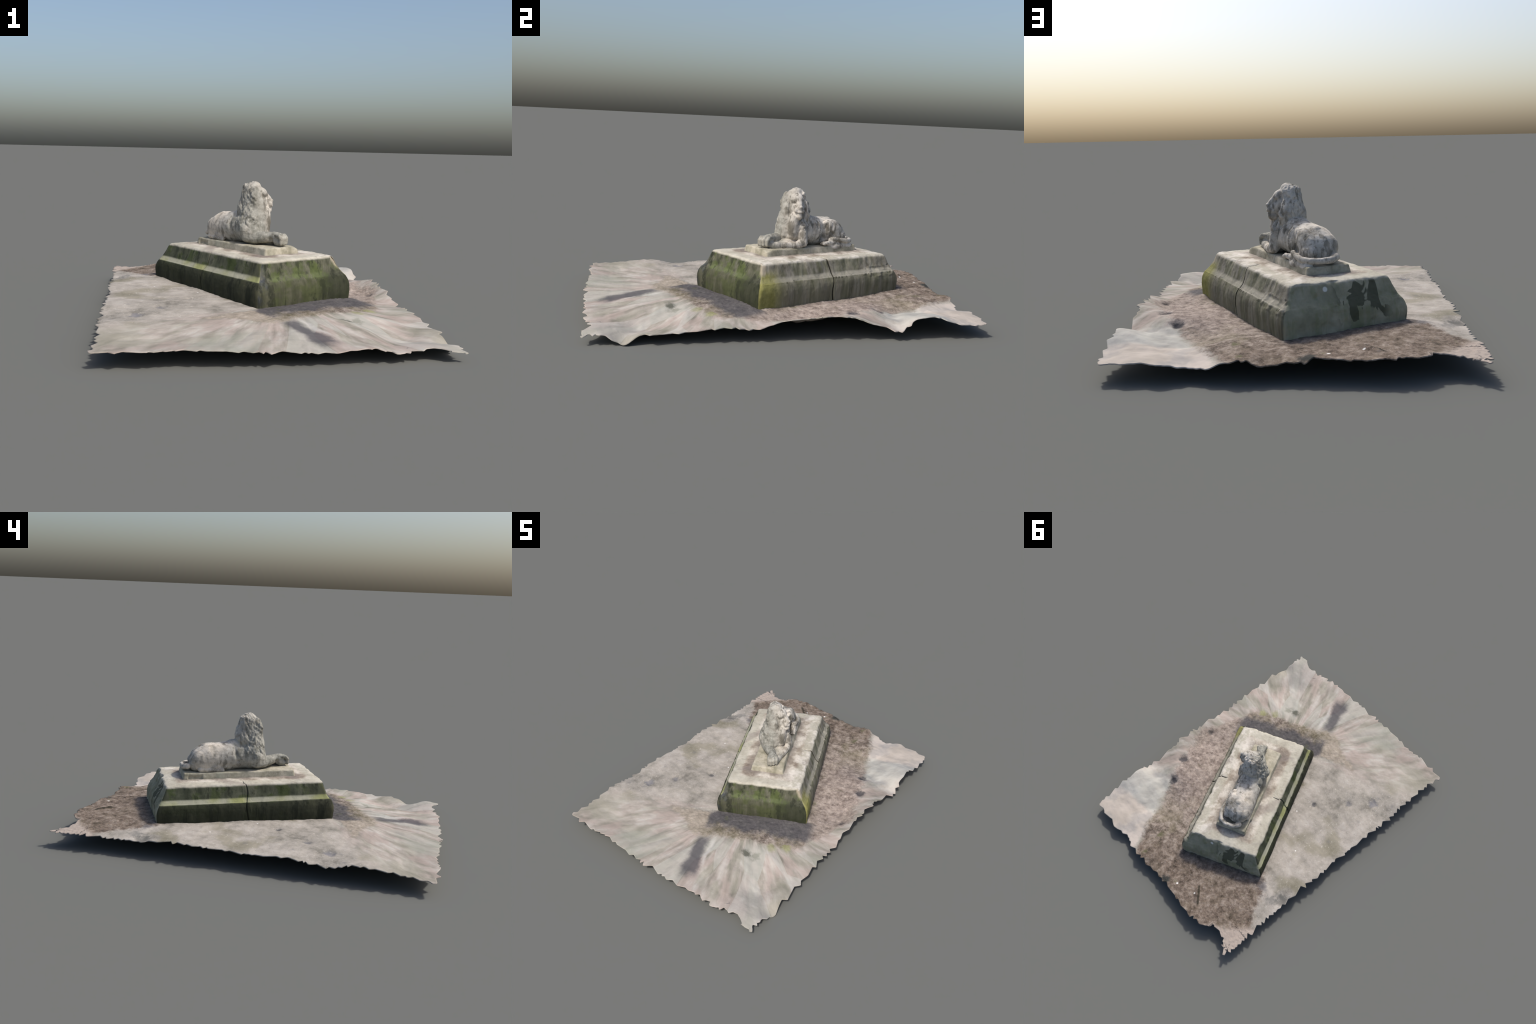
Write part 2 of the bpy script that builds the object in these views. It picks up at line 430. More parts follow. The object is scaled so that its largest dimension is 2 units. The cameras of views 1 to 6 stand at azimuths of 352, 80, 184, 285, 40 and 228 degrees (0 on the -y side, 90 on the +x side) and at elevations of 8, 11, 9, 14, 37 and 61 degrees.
# walk round the plinth: (unit x, unit y, side) ; sides: 0 right(-Y) 1 front(+X) 2 left(+Y) 3 back(-X)
walk = []
for tt in side_samples(150, True): walk.append((tt, -1, 0))
for tt in side_samples(90, False): walk.append((1, tt, 1))
for tt in side_samples(150, True): walk.append((-tt, 1, 2))
for tt in side_samples(90, False): walk.append((-1, -tt, 3))
JOINT_W = .0042
co = np.zeros((len(prof), len(walk), 3))
for j, (ux, uy, sd) in enumerate(walk):
    corner = abs(uy) if sd in (1, 3) else abs(ux)
    # weathered ends: the moulding stays a little on the last bit near the long sides
    end = {0: sstep(.93, 1.0, corner), 2: sstep(.95, 1.0, corner), 1: 0.40, 3: 0.85}[sd]
    for i in range(len(prof)):
        ins = prof[i, 0] * (1 - end) + worn[i, 0] * end
        zz = prof[i, 1] * (1 - end) + worn[i, 1] * end
        hx, hy = HALF_X - ins, HALF_Y - ins
        px, py = ux * hx, uy * hy
        # rounded vertical corners
        rc = .016
        ax, ay = hx - abs(px), hy - abs(py)
        if ax < rc and ay < rc and hy > .03:
            vx, vy = rc - ax, rc - ay
            L = math.hypot(vx, vy)
            if L > rc:
                f = rc / L
                px = math.copysign(hx - rc + vx * f, px)
                py = math.copysign(hy - rc + vy * f, py)
        nrm = Vector((px / HALF_X if sd in (1, 3) else 0, py / HALF_Y if sd in (0, 2) else 0, 0.0))
        if nrm.length > 0: nrm.normalize()
        big = fbm(px * 6 + 3, py * 6, zz * 6, 3)
        rim_wear = math.exp(-((ins - .058) / .016) ** 2) * max(0.0, fbm(px * 13 + 7, py * 13, 2.2, 4)) 
        mid = fbm(px * 22, py * 22, zz * 12 + 5, 3)
        fine = fbm(px * 70, py * 70, zz * 40, 3)
        side_w = 1 - sstep(.060, .075, ins)
        amp = -.010 * rim_wear + .0030 * big + .0022 * mid + .0009 * fine
        if sd == 1:
            amp *= 1.5
        if sd == 3:      # pitted, eroded back end
            amp = amp * 2.0 - .008 * max(0.0, fbm(py * 16 + 4, 3.3, zz * 16, 3) - .25)
        # broken front left corner
        if px > .3 and py > .1:
            dcor = math.hypot(px - .44, py - .24)
            loss = .006 * math.exp(-(dcor / .055) ** 2) * math.exp(-((zz - .258) / .035) ** 2)
            loss -= .006 * math.exp(-(dcor / .07) ** 2) * math.exp(-((zz - .19) / .04) ** 2)
            px -= loss * .75 * side_w
            py -= loss * .75 * side_w
        # lumpy moulding near the back left corner
        if sd == 2 and px < -.25 and .18 < zz < .24:
            amp += .006 * fbm(px * 30, 2, zz * 30, 3)
        px += nrm.x * amp * side_w
        py += nrm.y * amp * side_w
        zz += (1 - side_w) * (.0016 * mid + .0012 * fine + .0015 * big) + side_w * .001 * mid
        # tilt: the front stands a little higher
        zz += sstep(.12, .29, zz) * .018 * px * .9
        # joint between the two blocks
        wave = .006 * math.sin(zz * 40 + py * 9) * side_w + .010 * (1 - side_w) * (1 if py > 0 else -1)
        dj = abs(px - wave)
        if sd in (0, 2):
            open_ = (1 - sstep(.09, .125, ins)) * (1.0 if sd == 2 else .45)
            cut = max(0.0, 1 - (dj / JOINT_W) ** 2) * open_
            if side_w > .5:
                py -= math.copysign(.014, py) * cut
            else:
                zz -= .014 * cut
            zz -= .003 * math.exp(-(dj / .012) ** 2) * (1 - side_w) * open_
        co[i, j] = (px, py, zz)
whole = grid_mesh("plinth_whole", co, len(walk), len(prof), close_u=True)
bm = bmesh.new()
bm.from_mesh(whole)
bm.verts.ensure_lookup_table()
n = len(walk)
bm.faces.new([bm.verts[(len(prof) - 1) * n + j] for j in range(n)])
bm.faces.new([bm.verts[j] for j in reversed(range(n))])
bmesh.ops.triangulate(bm, faces=[f for f in bm.faces if len(f.verts) > 4])
bmesh.ops.recalc_face_normals(bm, faces=bm.faces)
bm.to_mesh(whole)
bm.free()


def split_regions(mesh, region, names, own_seams=True):
    """cut one surface into objects by face region, keeping the whole surface's normals"""
    smooth(mesh)
    mesh.update()
    nv = len(mesh.vertices)
    nor = np.empty(nv * 3, np.float32)
    mesh.vertices.foreach_get("normal", nor)
    nor = nor.reshape(-1, 3)
    co = np.empty(nv * 3, np.float32)
    mesh.vertices.foreach_get("co", co)
    co = co.reshape(-1, 3)
    faces = [tuple(p.vertices) for p in mesh.polygons]
    out = {}
    for r, nm in enumerate(names):
        sel = [faces[i] for i in np.nonzero(region == r)[0]]
        if not sel:
            continue
        used = np.unique(np.concatenate([np.array(f) for f in sel]))
        back = np.full(nv, -1)
        back[used] = np.arange(len(used))
        me = bpy.data.meshes.new(nm)
        me.from_pydata(co[used].tolist(), [], [tuple(int(back[v]) for v in f) for f in sel])
        smooth(me)
        me.normals_split_custom_set_from_vertices([tuple(v) for v in nor[used].tolist()])
        out[r] = me
    return out


cent = np.array([p.center[:] for p in whole.polygons])
plinth_parts = split_regions(whole, (cent[:, 0] < 0).astype(int), ["plinth_block", "plinth_block"])
bpy.data.meshes.remove(whole)

p = Kit("mossy_sandstone")
n1 = p.noise(p.obj, 8, 6, .62)
n2 = p.noise(p.obj, 38, 6, .68)
drip = p.noise(p.scaled(34, 34, 3.5), 1.0, 5, .6)
drip2 = p.noise(p.scaled(15, 15, 2.5, (3, 1, 2)), 1.0, 4, .6)
wobp = p.mul(p.sub(n1, .5), .05)
# how far out from the top's rim: 0 on the top, grows down the sides
zi = p.sub(p.z, p.mul(p.x, .016))
m_top = p.step(.282, .294, p.add(zi, p.mul(wobp, .15)))
# left long side and general stone: grey brown with vertical runs
stone = p.ramp(drip, [(.30, (.075, .070, .050)), (.45, (.185, .172, .135)), (.58, (.275, .255, .210)), (.72, (.38, .355, .295))])
stone = p.mix(p.mul(p.step(.45, .6, drip2), .45), stone, (.175, .180, .105))
m_low = p.step(.212, .196, p.add(zi, p.mul(wobp, .2)))
stone = p.mix(p.mul(m_low, .45), stone, p.mix(drip, (.085, .085, .050), (.19, .18, .125)))
m_ledge = p.mul(p.step(.203, .207, zi), p.step(.232, .222, zi))
stone = p.mix(p.mul(m_ledge, .55), stone, (.40, .375, .31))
holes = p.mul(p.step(.56, .66, p.noise(p.scaled(60, 60, 10), 1.0, 2, .5)), p.mul(p.step(.195, .200, zi), p.step(.212, .206, zi)))
stone = p.mix(p.mul(holes, .8), stone, (.045, .045, .03))
# back end: grey green, flaked dark patches with hard edges
out_x = p.sub(p.absv(p.x), .498)
out_y = p.sub(p.absv(p.y), .284)
mitre = p.add(p.sub(out_x, out_y), p.mul(wobp, .18))      # > 0 on the two ends
m_end = p.mul(p.step(-.004, .004, mitre), p.step(.02, -.02, p.x))
backc = p.ramp(n1, [(.3, (0.207, 0.209, 0.143)), (.5, (0.318, 0.310, 0.227)), (.7, (0.430, 0.404, 0.311))])
backc = p.mix(p.mul(p.step(.50, .35, drip), .35), backc, (0.191, 0.216, 0.104))
flake = p.step(.505, .525, p.noise(p.scaled(1, 11, 8, (0, .35, .2)), 1.0, 3, .5, .7))
where = p.mul(p.step(.06, .0, p.y), p.mul(p.step(-.21, -.16, p.y), p.step(.105, .15, zi)))
backc = p.mix(p.mul(p.mul(flake, where), .85), backc, (0.064, 0.069, 0.047))
spot = p.math('SQRT', p.add(p.math('POWER', p.sub(p.y, .075), 2.0), p.math('POWER', p.sub(zi, .268), 2.0)))
backc = p.mix(p.step(.012, .007, p.add(spot, p.mul(p.sub(n2, .5), .006))), backc, (0.716, 0.722, 0.687))
# right long side: baked shade coloured in as near-black green below, moss on the ledge
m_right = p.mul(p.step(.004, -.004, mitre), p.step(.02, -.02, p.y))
right_dark = p.ramp(drip2, [(.3, (0.041, 0.046, 0.029)), (.5, (0.078, 0.085, 0.056)), (.7, (0.119, 0.122, 0.085))])
right_dark = p.mix(p.mul(p.step(.50, .58, n1), .65), right_dark, (0.051, 0.071, 0.020))
right_dark = p.mix(p.mul(m_low, .85), right_dark, p.mix(drip, (0.015, 0.018, 0.011), (0.051, 0.053, 0.034)))
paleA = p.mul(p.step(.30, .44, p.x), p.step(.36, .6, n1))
right_dark = p.mix(p.mul(paleA, .45), right_dark, (0.129, 0.122, 0.078))
right_dark = p.mix(p.mul(m_ledge, .85), right_dark, p.mix(p.step(.40, .6, p.noise(p.obj, 5, 3, .5)), (.33, .34, .15), (.40, .39, .30)))
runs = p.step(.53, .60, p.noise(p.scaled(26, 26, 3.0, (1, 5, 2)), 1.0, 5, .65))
right_dark = p.mix(p.mul(p.mul(runs, p.sub(1.0, m_ledge)), .6), right_dark, (.014, .017, .012))
stone = p.mix(m_right, stone, right_dark)
stone = p.mix(m_end, stone, backc)
# front end: green moss over dark stone
m_front = p.mul(p.step(-.004, .004, mitre), p.step(-.02, .02, p.x))
fr = p.ramp(drip, [(.28, (0.059, 0.061, 0.042)), (.5, (0.105, 0.106, 0.073)), (.72, (0.164, 0.156, 0.122))])
green = p.step(.47, .58, p.add(p.mul(p.noise(p.obj, 9, 6, .7), .75), p.mul(drip2, .25)))
fr = p.mix(p.mul(green, .8), fr, p.mix(n2, (0.037, 0.055, 0.017), (0.131, 0.161, 0.053)))
fr = p.mix(p.mul(m_low, .6), fr, p.mix(drip, (.024, .027, .015), (.095, .096, .054)))
fr = p.mix(p.mul(p.mul(m_ledge, green), .4), fr, (.15, .18, .085))
black = p.step(.52, .62, p.noise(p.scaled(11, 11, 7, (4, 2, 1)), 1.0, 5, .65))
fr = p.mix(p.mul(black, .7), fr, (.018, .021, .015))
m_dark = p.mul(p.step(.06, .16, p.y), p.step(.25, .19, zi))
fr = p.mix(p.mul(m_dark, .6), fr, (.022, .027, .016))
blue = p.mul(p.step(-.20, -.24, p.y), p.step(.48, .60, n1))
fr = p.mix(p.mul(blue, .5), fr, (.075, .085, .115))
fr = p.mix(p.mul(runs, .5), fr, (.016, .019, .013))
stone = p.mix(m_front, stone, fr)
# yellow green moss on the front left corner
mc = p.mul(p.step(.30, .43, p.add(p.x, p.mul(wobp, 1.5))), p.step(.225, .245, p.y))
mc = p.mul(mc, p.step(.006, -.006, mitre))
stone = p.mix(p.mul(mc, .80), stone, p.mix(n2, (.13, .135, .022), (.42, .39, .13)))
chip = p.mul(p.step(.030, .010, p.absv(p.sub(mitre, -.006))), p.mul(p.mul(p.step(.30, .36, p.x), p.step(.10, .15, p.y)), p.step(.230, .262, p.add(zi, wobp))))
stone = p.mix(p.mul(chip, .7), stone, (.50, .43, .33))
# top: warm pale stone with brown stains
topc = p.ramp(n1, [(.32, (.20, .155, .12)), (.44, (.40, .35, .285)), (.55, (.60, .55, .475)), (.68, (.76, .715, .64))])
rim = p.vmax(p.sub(p.absv(p.x), .355), p.sub(p.absv(p.y), .150))
topc = p.mix(p.mul(p.step(.0, .03, p.add(rim, p.mul(wobp, .5))), .75), topc, p.mix(n2, (.38, .36, .29), (.56, .53, .44)))
topc = p.mix(p.mul(p.step(.42, .30, n2), .45), topc, (.27, .235, .20))
topc = p.mix(p.mul(p.step(.56, .66, p.noise(p.obj, 6, 3, .5)), .5), topc, (.30, .26, .24))
sd_x = p.sub(p.absv(p.sub(p.x, -.0105)), .3165)
sd_y = p.sub(p.absv(p.sub(p.y, -.0065)), .0985)
sdist = p.vmax(sd_x, sd_y)
slab_shadow = p.mul(p.step(.050, .004, p.add(sdist, p.mul(wobp, 1.3))), p.step(.34, .50, p.noise(p.obj, 12, 5, .65)))  # slab's shadow drawn as a broken dark outline on the top
topc = p.mix(p.mul(slab_shadow, .65), topc, p.mix(n2, (.12, .098, .085), (.26, .225, .20)))
bright = p.mul(p.step(.10, .16, p.y), p.step(.45, .60, p.noise(p.obj, 15, 5, .65)))
topc = p.mix(p.mul(bright, .5), topc, (.80, .745, .675))
stone = p.mix(m_top, stone, topc)
m_joint = p.mul(p.add(.35, p.mul(p.step(-.1, .1, p.y), .65)), p.mul(p.step(.0055, .0035, p.absv(p.sub(p.x, p.mul(p.math('SINE', p.add(p.mul(p.z, 40), p.mul(p.y, 9))), .006)))), p.step(.300, .285, zi)))
stone = p.mix(p.mul(m_joint, .85), stone, (.025, .025, .02))
stone = p.mix(.25, stone, p.mix(n2, (0, 0, 0), stone), 'MIX')
p.bump(p.add(n2, p.mul(drip, .6)), .5, .005)
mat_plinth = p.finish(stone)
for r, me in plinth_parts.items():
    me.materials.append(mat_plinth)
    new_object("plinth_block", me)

# ----------------------------------------------------------------- primitives for the carved parts
PRIMS = []      # (group, centre, 3x3 inverse, min radius)
BALLS = {}      # unit spheres by resolution
V_ALL, F_ALL, V_COUNT = [], [], [0]


def unit_ball(seg):
    if seg not in BALLS:
        b_ = bmesh.new()
        bmesh.ops.create_uvsphere(b_, u_segments=seg, v_segments=seg // 2 + 2, radius=1)
        b_.verts.ensure_lookup_table()
        BALLS[seg] = (np.array([v.co[:] for v in b_.verts]), [[v.index for v in f.verts] for f in b_.faces])
        b_.free()
    return BALLS[seg]


def ellipsoid(group, c, r, rot=(0, 0, 0), seg=20):
    m = Matrix.Translation(c) @ Euler([math.radians(a) for a in rot]).to_matrix().to_4x4() @ Matrix.Diagonal((*r, 1))
    bv, bf = unit_ball(seg)
    V_ALL.append(bv @ np.array(m.to_3x3()).T + np.array(c))
    F_ALL.extend([[i + V_COUNT[0] for i in f] for f in bf])
    V_COUNT[0] += len(bv)
    inv = np.array(m.to_3x3().inverted())
    PRIMS.append((group, np.array(c), inv, min(r)))


def limb(group, pts, radii, squash=1.0):
    pts = [Vector(q) for q in pts]
    for a, b, ra, rb in zip(pts[:-1], pts[1:], radii[:-1], radii[1:]):
        d = (b - a).length
        m = max(2, int(d / (min(ra, rb) * .30)))
        for i in range(m + 1):
            t = i / m
            r = ra + (rb - ra) * t
            ellipsoid(group, a.lerp(b, t), (r, r, r * squash), seg=14)


def voxel_skin(bm, size, rounds, factor=.5):
    me = bpy.data.meshes.new("skin")
    if bm is None:
        me.from_pydata(np.concatenate(V_ALL).tolist(), [], F_ALL)
    else:
        bm.to_mesh(me)
    ob = bpy.data.objects.new("skin", me)
    bpy.context.scene.collection.objects.link(ob)
    rm = ob.modifiers.new("r", 'REMESH')
    rm.mode = 'VOXEL'
    rm.voxel_size = size
    if rounds:
        sm = ob.modifiers.new("s", 'SMOOTH')
        sm.iterations = rounds
        sm.factor = factor
    dg = bpy.context.evaluated_depsgraph_get()
    out = bpy.data.meshes.new_from_object(ob.evaluated_get(dg))
    bpy.data.objects.remove(ob)
    bpy.data.meshes.remove(me)
    return out


# ----------------------------------------------------------------- slab under the lion
SX0, SX1, SY0, SY1 = -.327, .306, -.105, .092
bm = bmesh.new()
nxs, nys = 150, 48
verts = []


def slab_top(px, py):
    return .3275 + .018 * (px + .32) * .9


def rounded(u, v, hw):
    return u


bmesh.ops.create_cube(bm, size=1, matrix=Matrix.Translation(((SX0 + SX1) / 2, (SY0 + SY1) / 2, .305)) @ Matrix.Diagonal((SX1 - SX0, SY1 - SY0, .05, 1)))
bmesh.ops.bevel(bm, geom=[e for e in bm.edges], offset=.007, segments=3, affect='EDGES', profile=.5)
slab = voxel_skin(bm, .004, 3)
bm.free()
for v in slab.vertices:
    x0, y0, z0 = v.co
    t = (z0 - .28) / .05
    nz = fbm(x0 * 30, y0 * 30, z0 * 30, 4)
    n2_ = fbm(x0 * 9, y0 * 9, z0 * 9 + 3, 3)
    lift = (.3295 - .330) + .018 * (x0 + .32)
    v.co.z += lift * sstep(.2, 1, t) + .0015 * nz
    # splayed, worn sides; front left corner broken off
    cxs, cys = (SX0 + SX1) / 2, (SY0 + SY1) / 2
    grow = 1 + .05 * (1 - sstep(.35, .9, t))
    v.co.y = cys + (y0 - cys) * grow + .003 * n2_ * (1 if y0 > cys else -1)
    v.co.x = cxs + (x0 - cxs) * (1 + .012 * (1 - sstep(.35, .9, t))) + .003 * n2_
    dc = math.hypot(x0 - SX1, y0 - SY1)
    v.co.z -= .010 * math.exp(-(dc / .03) ** 2)
    dr = math.hypot(x0 - SX0, y0 - SY0)
    if y0 < cys and abs(y0 - SY0) < .02 and -.30 < x0 < -.22:   # undercut at the back right
        v.co.y += .010 * math.exp(-((z0 - .305) / .012) ** 2)
    # straight crack across the left edge
    cr = math.exp(-((x0 - .02 + (y0 - .06) * .5) / .003) ** 2) * sstep(.03, .06, y0)
    v.co.z -= .005 * cr
    if y0 > .08: v.co.y -= .004 * cr
smooth(slab)
slab_ob = new_object("base_slab", slab)

# ----------------------------------------------------------------- lion, posed in the monument frame
# torso
def body_loft(group, stations, steps):
    """dense run of overlapping ellipsoids through stations (x, y, z, rx, ry, rz)"""
    st = np.array(stations)
    k_ = np.linspace(0, 1, len(st))
    for q in np.linspace(0, 1, steps):
        cx_, cy_, cz_, rx, ry, rz = [np.interp(q, k_, st[:, i]) for i in range(6)]
        ellipsoid(group, (cx_, cy_, cz_), (rx, ry, rz), seg=22)


body_loft("torso", [(-.245, -.020, .372, .050, .066, .050), (-.215, -.022, .392, .068, .076, .068), (-.175, -.022, .404, .075, .080, .077), (-.12, -.020, .408, .070, .081, .077),
                    (-.06, -.016, .413, .070, .081, .080), (.02, -.010, .415, .070, .080, .080)], 40)
ellipsoid("torso", (-.13, -.018, .365), (.14, .07, .040))
limb("torso", [(-.195, -.018, .450), (-.12, -.015, .454), (-.03, -.012, .463)], [.030, .028, .032])
ellipsoid("torso", (-.030, -.010, .468), (.062, .056, .034))
# left haunch, with the deep hollow in front of it
ellipsoid("hindlimb", (-.200, .034, .412), (.086, .038, .054), (0, -28, 0))
ellipsoid("hindlimb", (-.150, .044, .438), (.040, .026, .034), (0, -35, 0))
ellipsoid("hindlimb", (-.230, .040, .378), (.060, .034, .040))
limb("hindlimb", [(-.20, .070, .352), (-.15, .076, .349), (-.118, .080, .350)], [.020, .016, .015])
limb("hindlimb_paw", [(-.128, .080, .352), (-.100, .080, .349)], [.016, .014])
for k_ in range(3):
    limb("hindlimb_paw", [(-.108, .070 + .010 * k_, .351), (-.090, .070 + .010 * k_, .346)], [.008, .007])
# right haunch
ellipsoid("hindlimb_r", (-.205, -.060, .390), (.076, .040, .058), (0, 14, 0))
ellipsoid("hindlimb_r", (-.150, -.074, .366), (.040, .022, .030))
limb("hindlimb_r", [(-.23, -.080, .346), (-.17, -.082, .344), (-.125, -.082, .342)], [.016, .014, .013])
limb("hindlimb_r_paw", [(-.13, -.082, .342), (-.105, -.082, .340)], [.012, .010])
# rock swelling beside the slab, under the tail
ellipsoid("rock", (-.20, .070, .325), (.085, .028, .026))
ellipsoid("rock", (-.27, .066, .322), (.045, .030, .024))
# tail: round the rump and forward along the left side
limb("tail", [(-.300, -.055, .360), (-.322, -.020, .352), (-.322, .030, .351), (-.302, .066, .351), (-.262, .086, .353), (-.215, .090, .362), (-.170, .082, .370), (-.140, .070, .368)],
     [.016, .0145, .0135, .0135, .013, .012, .011, .008])
# chest and shoulders
ellipsoid("mane", (.062, -.018, .420), (.088, .082, .088))
ellipsoid("mane", (.095, -.024, .400), (.058, .068, .072))
ellipsoid("mane", (.074, -.014, .470), (.070, .068, .085))
ellipsoid("mane", (.070, -.010, .520), (.066, .056, .085))
ellipsoid("mane", (.050, -.012, .560), (.054, .048, .070))
ellipsoid("mane", (.018, -.016, .505), (.046, .052, .072))
ellipsoid("mane", (.030, -.010, .592), (.036, .042, .034))
ellipsoid("mane", (.022, -.012, .552), (.036, .044, .050))
ellipsoid("mane", (.100, -.026, .560), (.028, .030, .058), (0, 0, 20))
ellipsoid("mane", (.022, .026, .505), (.040, .034, .085))
ellipsoid("mane", (.046, .056, .42), (.034, .028, .07))
# head: turned to its left
ellipsoid("head", (.052, -.004, .600), (.054, .044, .048))
ellipsoid("head", (.055, .002, .628), (.034, .030, .024))
ellipsoid("head", (.092, -.022, .612), (.020, .022, .018))
ellipsoid("head", (.030, -.018, .622), (.034, .028, .018))
FACE = 67
ellipsoid("head", (.068, .026, .592), (.042, .042, .034), (0, 30, FACE))
limb("head", [(.062, .014, .608), (.073, .044, .586), (.083, .068, .563)], [.028, .022, .017])
limb("head", [(.078, .052, .550), (.086, .074, .547)], [.027, .018])
ellipsoid("head", (.080, .058, .526), (.026, .025, .024), (0, 10, FACE))
ellipsoid("head", (.080, .062, .506), (.026, .025, .021), (0, 0, FACE))
ellipsoid("head", (.084, .070, .528), (.024, .024, .020), (0, 0, FACE))
ellipsoid("head", (.066, .022, .545), (.046, .046, .050), (0, 0, FACE))
# brows, nose, lips
ellipsoid("head", (.050, .044, .598), (.010, .012, .008), (0, 20, FACE))
ellipsoid("head", (.092, .034, .598), (.010, .012, .008), (0, 20, FACE))
ellipsoid("head", (.089, .085, .555), (.009, .013, .008), (0, 20, FACE))
ellipsoid("head", (.103, .068, .536), (.013, .012, .013))
ellipsoid("head", (.074, .082, .535), (.013, .012, .013))
# ears
ellipsoid("ear", (.028, .030, .612), (.016, .010, .017), (0, 0, 40))
ellipsoid("ear", (.070, -.044, .606), (.015, .009, .015), (0, 0, 10))
# forelegs: right one stretched forward, left one folded under it
limb("forelimb_r", [(.085, -.070, .412), (.090, -.062, .378), (.140, -.036, .374), (.195, -.004, .380), (.232, .012, .386)], [.038, .036, .032, .028, .024])
limb("forelimb_r_paw", [(.222, .008, .386), (.250, .016, .382)], [.025, .026])
ellipsoid("forelimb_r_paw", (.250, .016, .366), (.034, .027, .028), (0, 0, 25))
ellipsoid("forelimb_r_paw", (.262, .019, .358), (.026, .027, .020), (0, 0, 25))
for k_ in range(4):
    a_ = -.0215 + .0143 * k_
    reach = .006 if k_ in (1, 2) else 0
    limb("forelimb_r_paw", [(.246 - a_ * .35, .015 + a_ * .9, .394), (.268 + reach - a_ * .40, .020 + a_ * 1.1, .394), (.282 + reach - a_ * .40, .023 + a_ * 1.1, .380), (.281 + reach - a_ * .4, .023 + a_ * 1.12, .356)], [.0085, .0088, .0085, .0078])
limb("forelimb", [(.050, .064, .410), (.050, .074, .362), (.095, .074, .350), (.165, .058, .350), (.215, .042, .350)], [.030, .026, .020, .019, .018])
limb("forelimb_paw", [(.20, .046, .352), (.235, .040, .352)], [.021, .020])
ellipsoid("forelimb", (.125, .030, .352), (.070, .040, .026))
# beard / chest tuft hanging below the chin
limb("mane", [(.092, .040, .498), (.098, .038, .450), (.098, .034, .400)], [.030, .032, .030])

base = voxel_skin(None, .005, 4)
N_MAIN = len(PRIMS)
bvh = BVHTree.FromPolygons([v.co[:] for v in base.vertices], [tuple(q.vertices) for q in base.polygons])

# mane locks: wavy tapering strands laid on the surface, hanging down and outward
AX = Vector((.040, -.010, 0))
r_ = random.Random(11)


def lay_lock(az, zc, length, width, lean, proud):
    d = Vector((math.cos(az), math.sin(az), 0))
    prev = None
    for i in range(7):
        t = i / 6
        zz = zc + length * (.5 - t)
        a2 = az + lean * (t - .5) + .10 * math.sin(t * 6.3 + az * 5)
        dd = Vector((math.cos(a2), math.sin(a2), 0))
        start = Vector((AX.x, AX.y, zz)) + dd * .25
        hit, nrm, fi, dist = bvh.ray_cast(start, -dd)
        if hit is None:
            continue
        w = width * (.35 + .65 * math.sin(math.pi * min(1, .18 + t * .8)))
        ellipsoid("mane", hit - nrm * w * (1.0 - proud), (w, w, w * 1.25), seg=10)


def in_face(az, zc):
    a = math.degrees(az) % 360
    return 5 < a < 105 and zc > .48


rows = 9
for i in range(rows):
    zc = .622 - i * .0225
    cnt = 17
    for j in range(cnt):
        az = math.radians(360 * (j + .5 * (i % 2)) / cnt + r_.uniform(-6, 6))
        a = math.degrees(az) % 360
        if in_face(az, zc):
            continue
        if zc < (.525 if 120 < a < 215 else .475 if 95 < a < 245 else .44):
            continue
        front = (a < 60 or a > 335)
        w = .0072 * r_.uniform(.75, 1.3)
        pr = .80 if not front else .22
        lay_lock(az, zc + r_.uniform(-.006, .006), r_.uniform(.030, .044), w, r_.uniform(-.18, .18), pr)

fine_skin = voxel_skin(None, .0028, 2, .4)
# chisel strokes: (line through points, half width, depth)
STROKES = [([(.040, .046, .606), (.026, .050, .575), (.030, .058, .535), (.042, .066, .500), (.036, .070, .455)], .0080, .016),   # mane parts from the left cheek
           ([(.048, .054, .583), (.054, .060, .575)], .0065, .009),          # eye
           ([(.094, .044, .583), (.100, .046, .574)], .0065, .009),          # eye
           ([(.066, .092, .521), (.090, .092, .520), (.110, .072, .521)], .0042, .008),      # mouth
           ([(.102, .012, .600), (.112, .020, .560), (.114, .024, .520)], .0075, .008),      # mane parts from the right cheek
           ([(-.128, .052, .440), (-.118, .055, .400), (-.120, .060, .372)], .020, .024),    # hollow before the haunch
           ([(-.160, .066, .405), (-.190, .072, .378), (-.22, .074, .366)], .008, .008),     # under the thigh
           ([(.135, .020, .385), (.165, .030, .375), (.20, .032, .372)], .007, .008),        # between the forelegs
           ([(-.040, -.075, .490), (-.035, -.088, .440), (-.020, -.090, .390)], .010, .008), # behind the right shoulder
           ([(-.045, .045, .490), (-.030, .070, .430), (-.020, .075, .380)], .010, .008),
           ([(.222, -.016, .372), (.226, -.012, .352)], .012, .010)]                         # hollow under the right wrist
STROKE_SEGS = [(Vector(a), Vector(b), w_, d_) for pts_, w_, d_ in STROKES for a, b in zip(pts_[:-1], pts_[1:])]


def carving(c):
    best = 0.0
    for a, b, w_, d_ in STROKE_SEGS:
        ab = b - a
        t_ = max(0.0, min(1.0, (c - a).dot(ab) / ab.length_squared))
        r2 = (c - a - ab * t_).length_squared
        if r2 < 9 * w_ * w_:
            best = max(best, d_ * math.exp(-r2 / (w_ * w_)))
    return best


# carve: hollow before the left haunch, ribs, wear
normals = [v.normal.copy() for v in fine_skin.vertices]
for v, nrm in zip(fine_skin.vertices, normals):
    x0, y0, z0 = v.co
    c = Vector((x0, y0, z0))
    h = .0012 * fbm(x0 * 40, y0 * 40, z0 * 40, 4) + .0014 * fbm(x0 * 16, y0 * 16, z0 * 16, 2)
    if -.11 < x0 < .02 and y0 > .02 and z0 < .47:
        h += .0012 * math.sin(x0 * 230 + z0 * 60)
    v.co = c + nrm * h
    v.co -= nrm * carving(c)
fine_skin.update()

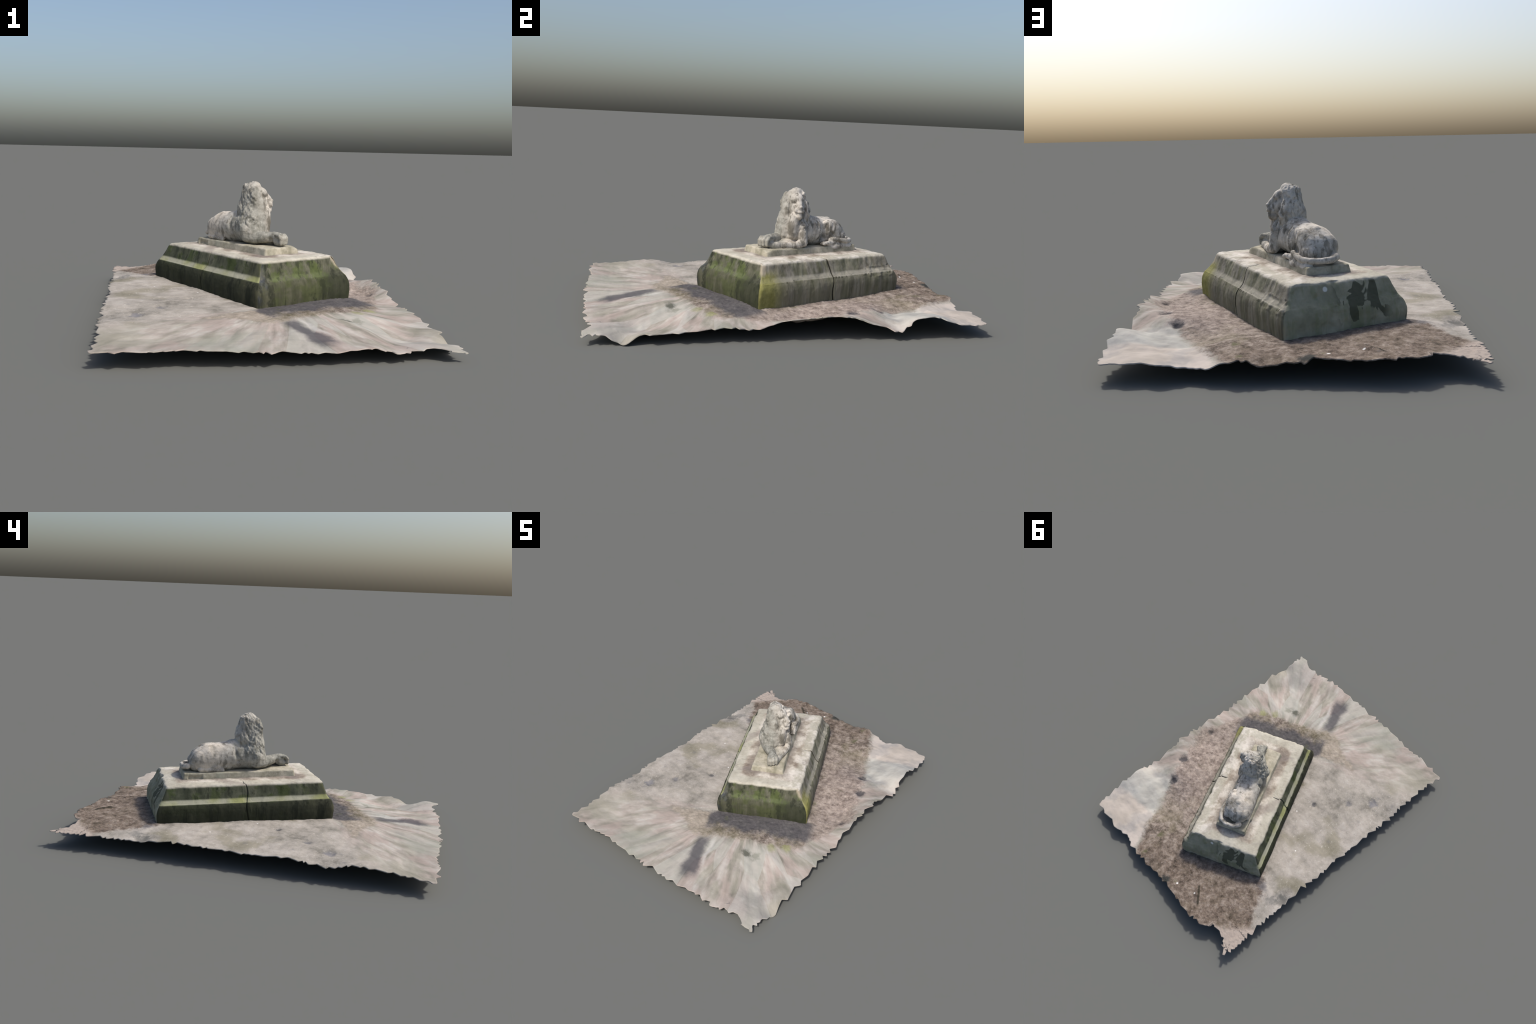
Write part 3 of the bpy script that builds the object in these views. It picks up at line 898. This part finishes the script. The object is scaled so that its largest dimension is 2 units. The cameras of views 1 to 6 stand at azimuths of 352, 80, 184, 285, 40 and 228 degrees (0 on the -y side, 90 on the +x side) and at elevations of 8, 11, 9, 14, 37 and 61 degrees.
# name regions by the nearest modelling volume
GROUPS = ["torso", "mane", "head", "ear", "hindlimb", "hindlimb_r", "hindlimb_paw", "hindlimb_r_paw", "forelimb", "forelimb_r", "forelimb_paw", "forelimb_r_paw", "tail", "rock"]
ctr = np.empty(len(fine_skin.polygons) * 3, np.float32)
fine_skin.polygons.foreach_get("center", ctr)
ctr = ctr.reshape(-1, 3).astype(float)
bestd = np.full((len(GROUPS), len(ctr)), 1e9)
for grp, c, inv, rm in PRIMS[:N_MAIN]:
    gi = GROUPS.index(grp)
    q = (ctr - c) @ inv.T
    ln = np.linalg.norm(q, axis=1)
    gr = np.linalg.norm(q @ inv, axis=1)
    d = ln * (ln - 1) / np.maximum(gr, 1e-6)
    np.minimum(bestd[gi], d, out=bestd[gi])
region = bestd.argmin(0)
parts = split_regions(fine_skin, region, GROUPS)
bpy.data.meshes.remove(fine_skin)
bpy.data.meshes.remove(base)

l = Kit("weathered_grey_stone")
a1 = l.noise(l.obj, 14, 7, .65)
a2 = l.noise(l.obj, 42, 6, .7)
a3 = l.noise(l.scaled(30, 30, 9), 1.0, 5, .6)
lc = l.ramp(a1, [(.30, (0.157, 0.146, 0.121)), (.42, (0.347, 0.321, 0.278)), (.54, (0.509, 0.474, 0.421)), (.70, (0.672, 0.623, 0.552))])
lc = l.mix(l.mul(l.step(.53, .62, a3), .72), lc, (0.117, 0.107, 0.085))
lc = l.mix(l.mul(l.step(.45, .35, a2), .6), lc, (0.133, 0.116, 0.093))
warm = l.step(.52, .66, l.noise(l.obj, 7, 3, .5))
lc = l.mix(l.mul(warm, .45), lc, (0.612, 0.530, 0.425))
# grey green film darkens chest and right flank to the scan's shaded tone
shade_mask = l.mul(l.step(.0, .12, l.add(l.sub(l.mul(l.x, .6), l.y), l.mul(l.sub(a1, .5), .30))), l.step(.28, .46, l.noise(l.obj, 9, 5, .6)))
lc = l.mix(l.mul(shade_mask, .72), lc, l.ramp(a2, [(.3, (.085, .088, .070)), (.5, (.205, .208, .180)), (.7, (.34, .34, .305))]))
l.bump(l.add(a2, l.mul(a1, .5)), .45, .004)
mat_lion = l.finish(lc)
b = Kit("pale_slab_stone")
b1 = b.noise(b.obj, 16, 7, .65)
b2 = b.noise(b.obj, 50, 6, .7)
bc = b.ramp(b1, [(.28, (0.180, 0.170, 0.121)), (.44, (0.305, 0.283, 0.214)), (.58, (0.413, 0.379, 0.300)), (.74, (0.512, 0.461, 0.373))])
bc = b.mix(b.mul(b.step(.45, .34, b2), .4), bc, (0.189, 0.170, 0.121))
bc = b.mix(b.mul(b.step(.54, .68, b.noise(b.obj, 6, 3, .5)), .45), bc, (0.305, 0.314, 0.243))
b.bump(b2, .5, .004)
mat_slab = b.finish(bc)
slab_ob.data.materials.append(mat_slab)

NAMES = {"hindlimb_r": "hindlimb", "forelimb_r": "forelimb", "hindlimb_paw": "paw", "hindlimb_r_paw": "paw", "forelimb_paw": "paw", "forelimb_r_paw": "paw", "rock": "rock_swelling"}
PARENT = {"ear": "head", "hindlimb_paw": "hindlimb", "hindlimb_r_paw": "hindlimb_r", "forelimb_paw": "forelimb", "forelimb_r_paw": "forelimb_r"}
made = {}
for r, me in parts.items():
    grp = GROUPS[r]
    me.materials.append(mat_lion)
    nm = NAMES.get(grp, grp)
    if grp in PARENT and PARENT[grp] in made:
        made[grp] = child_same_place(nm, me, made[PARENT[grp]])
    else:
        made[grp] = new_object(nm, me)
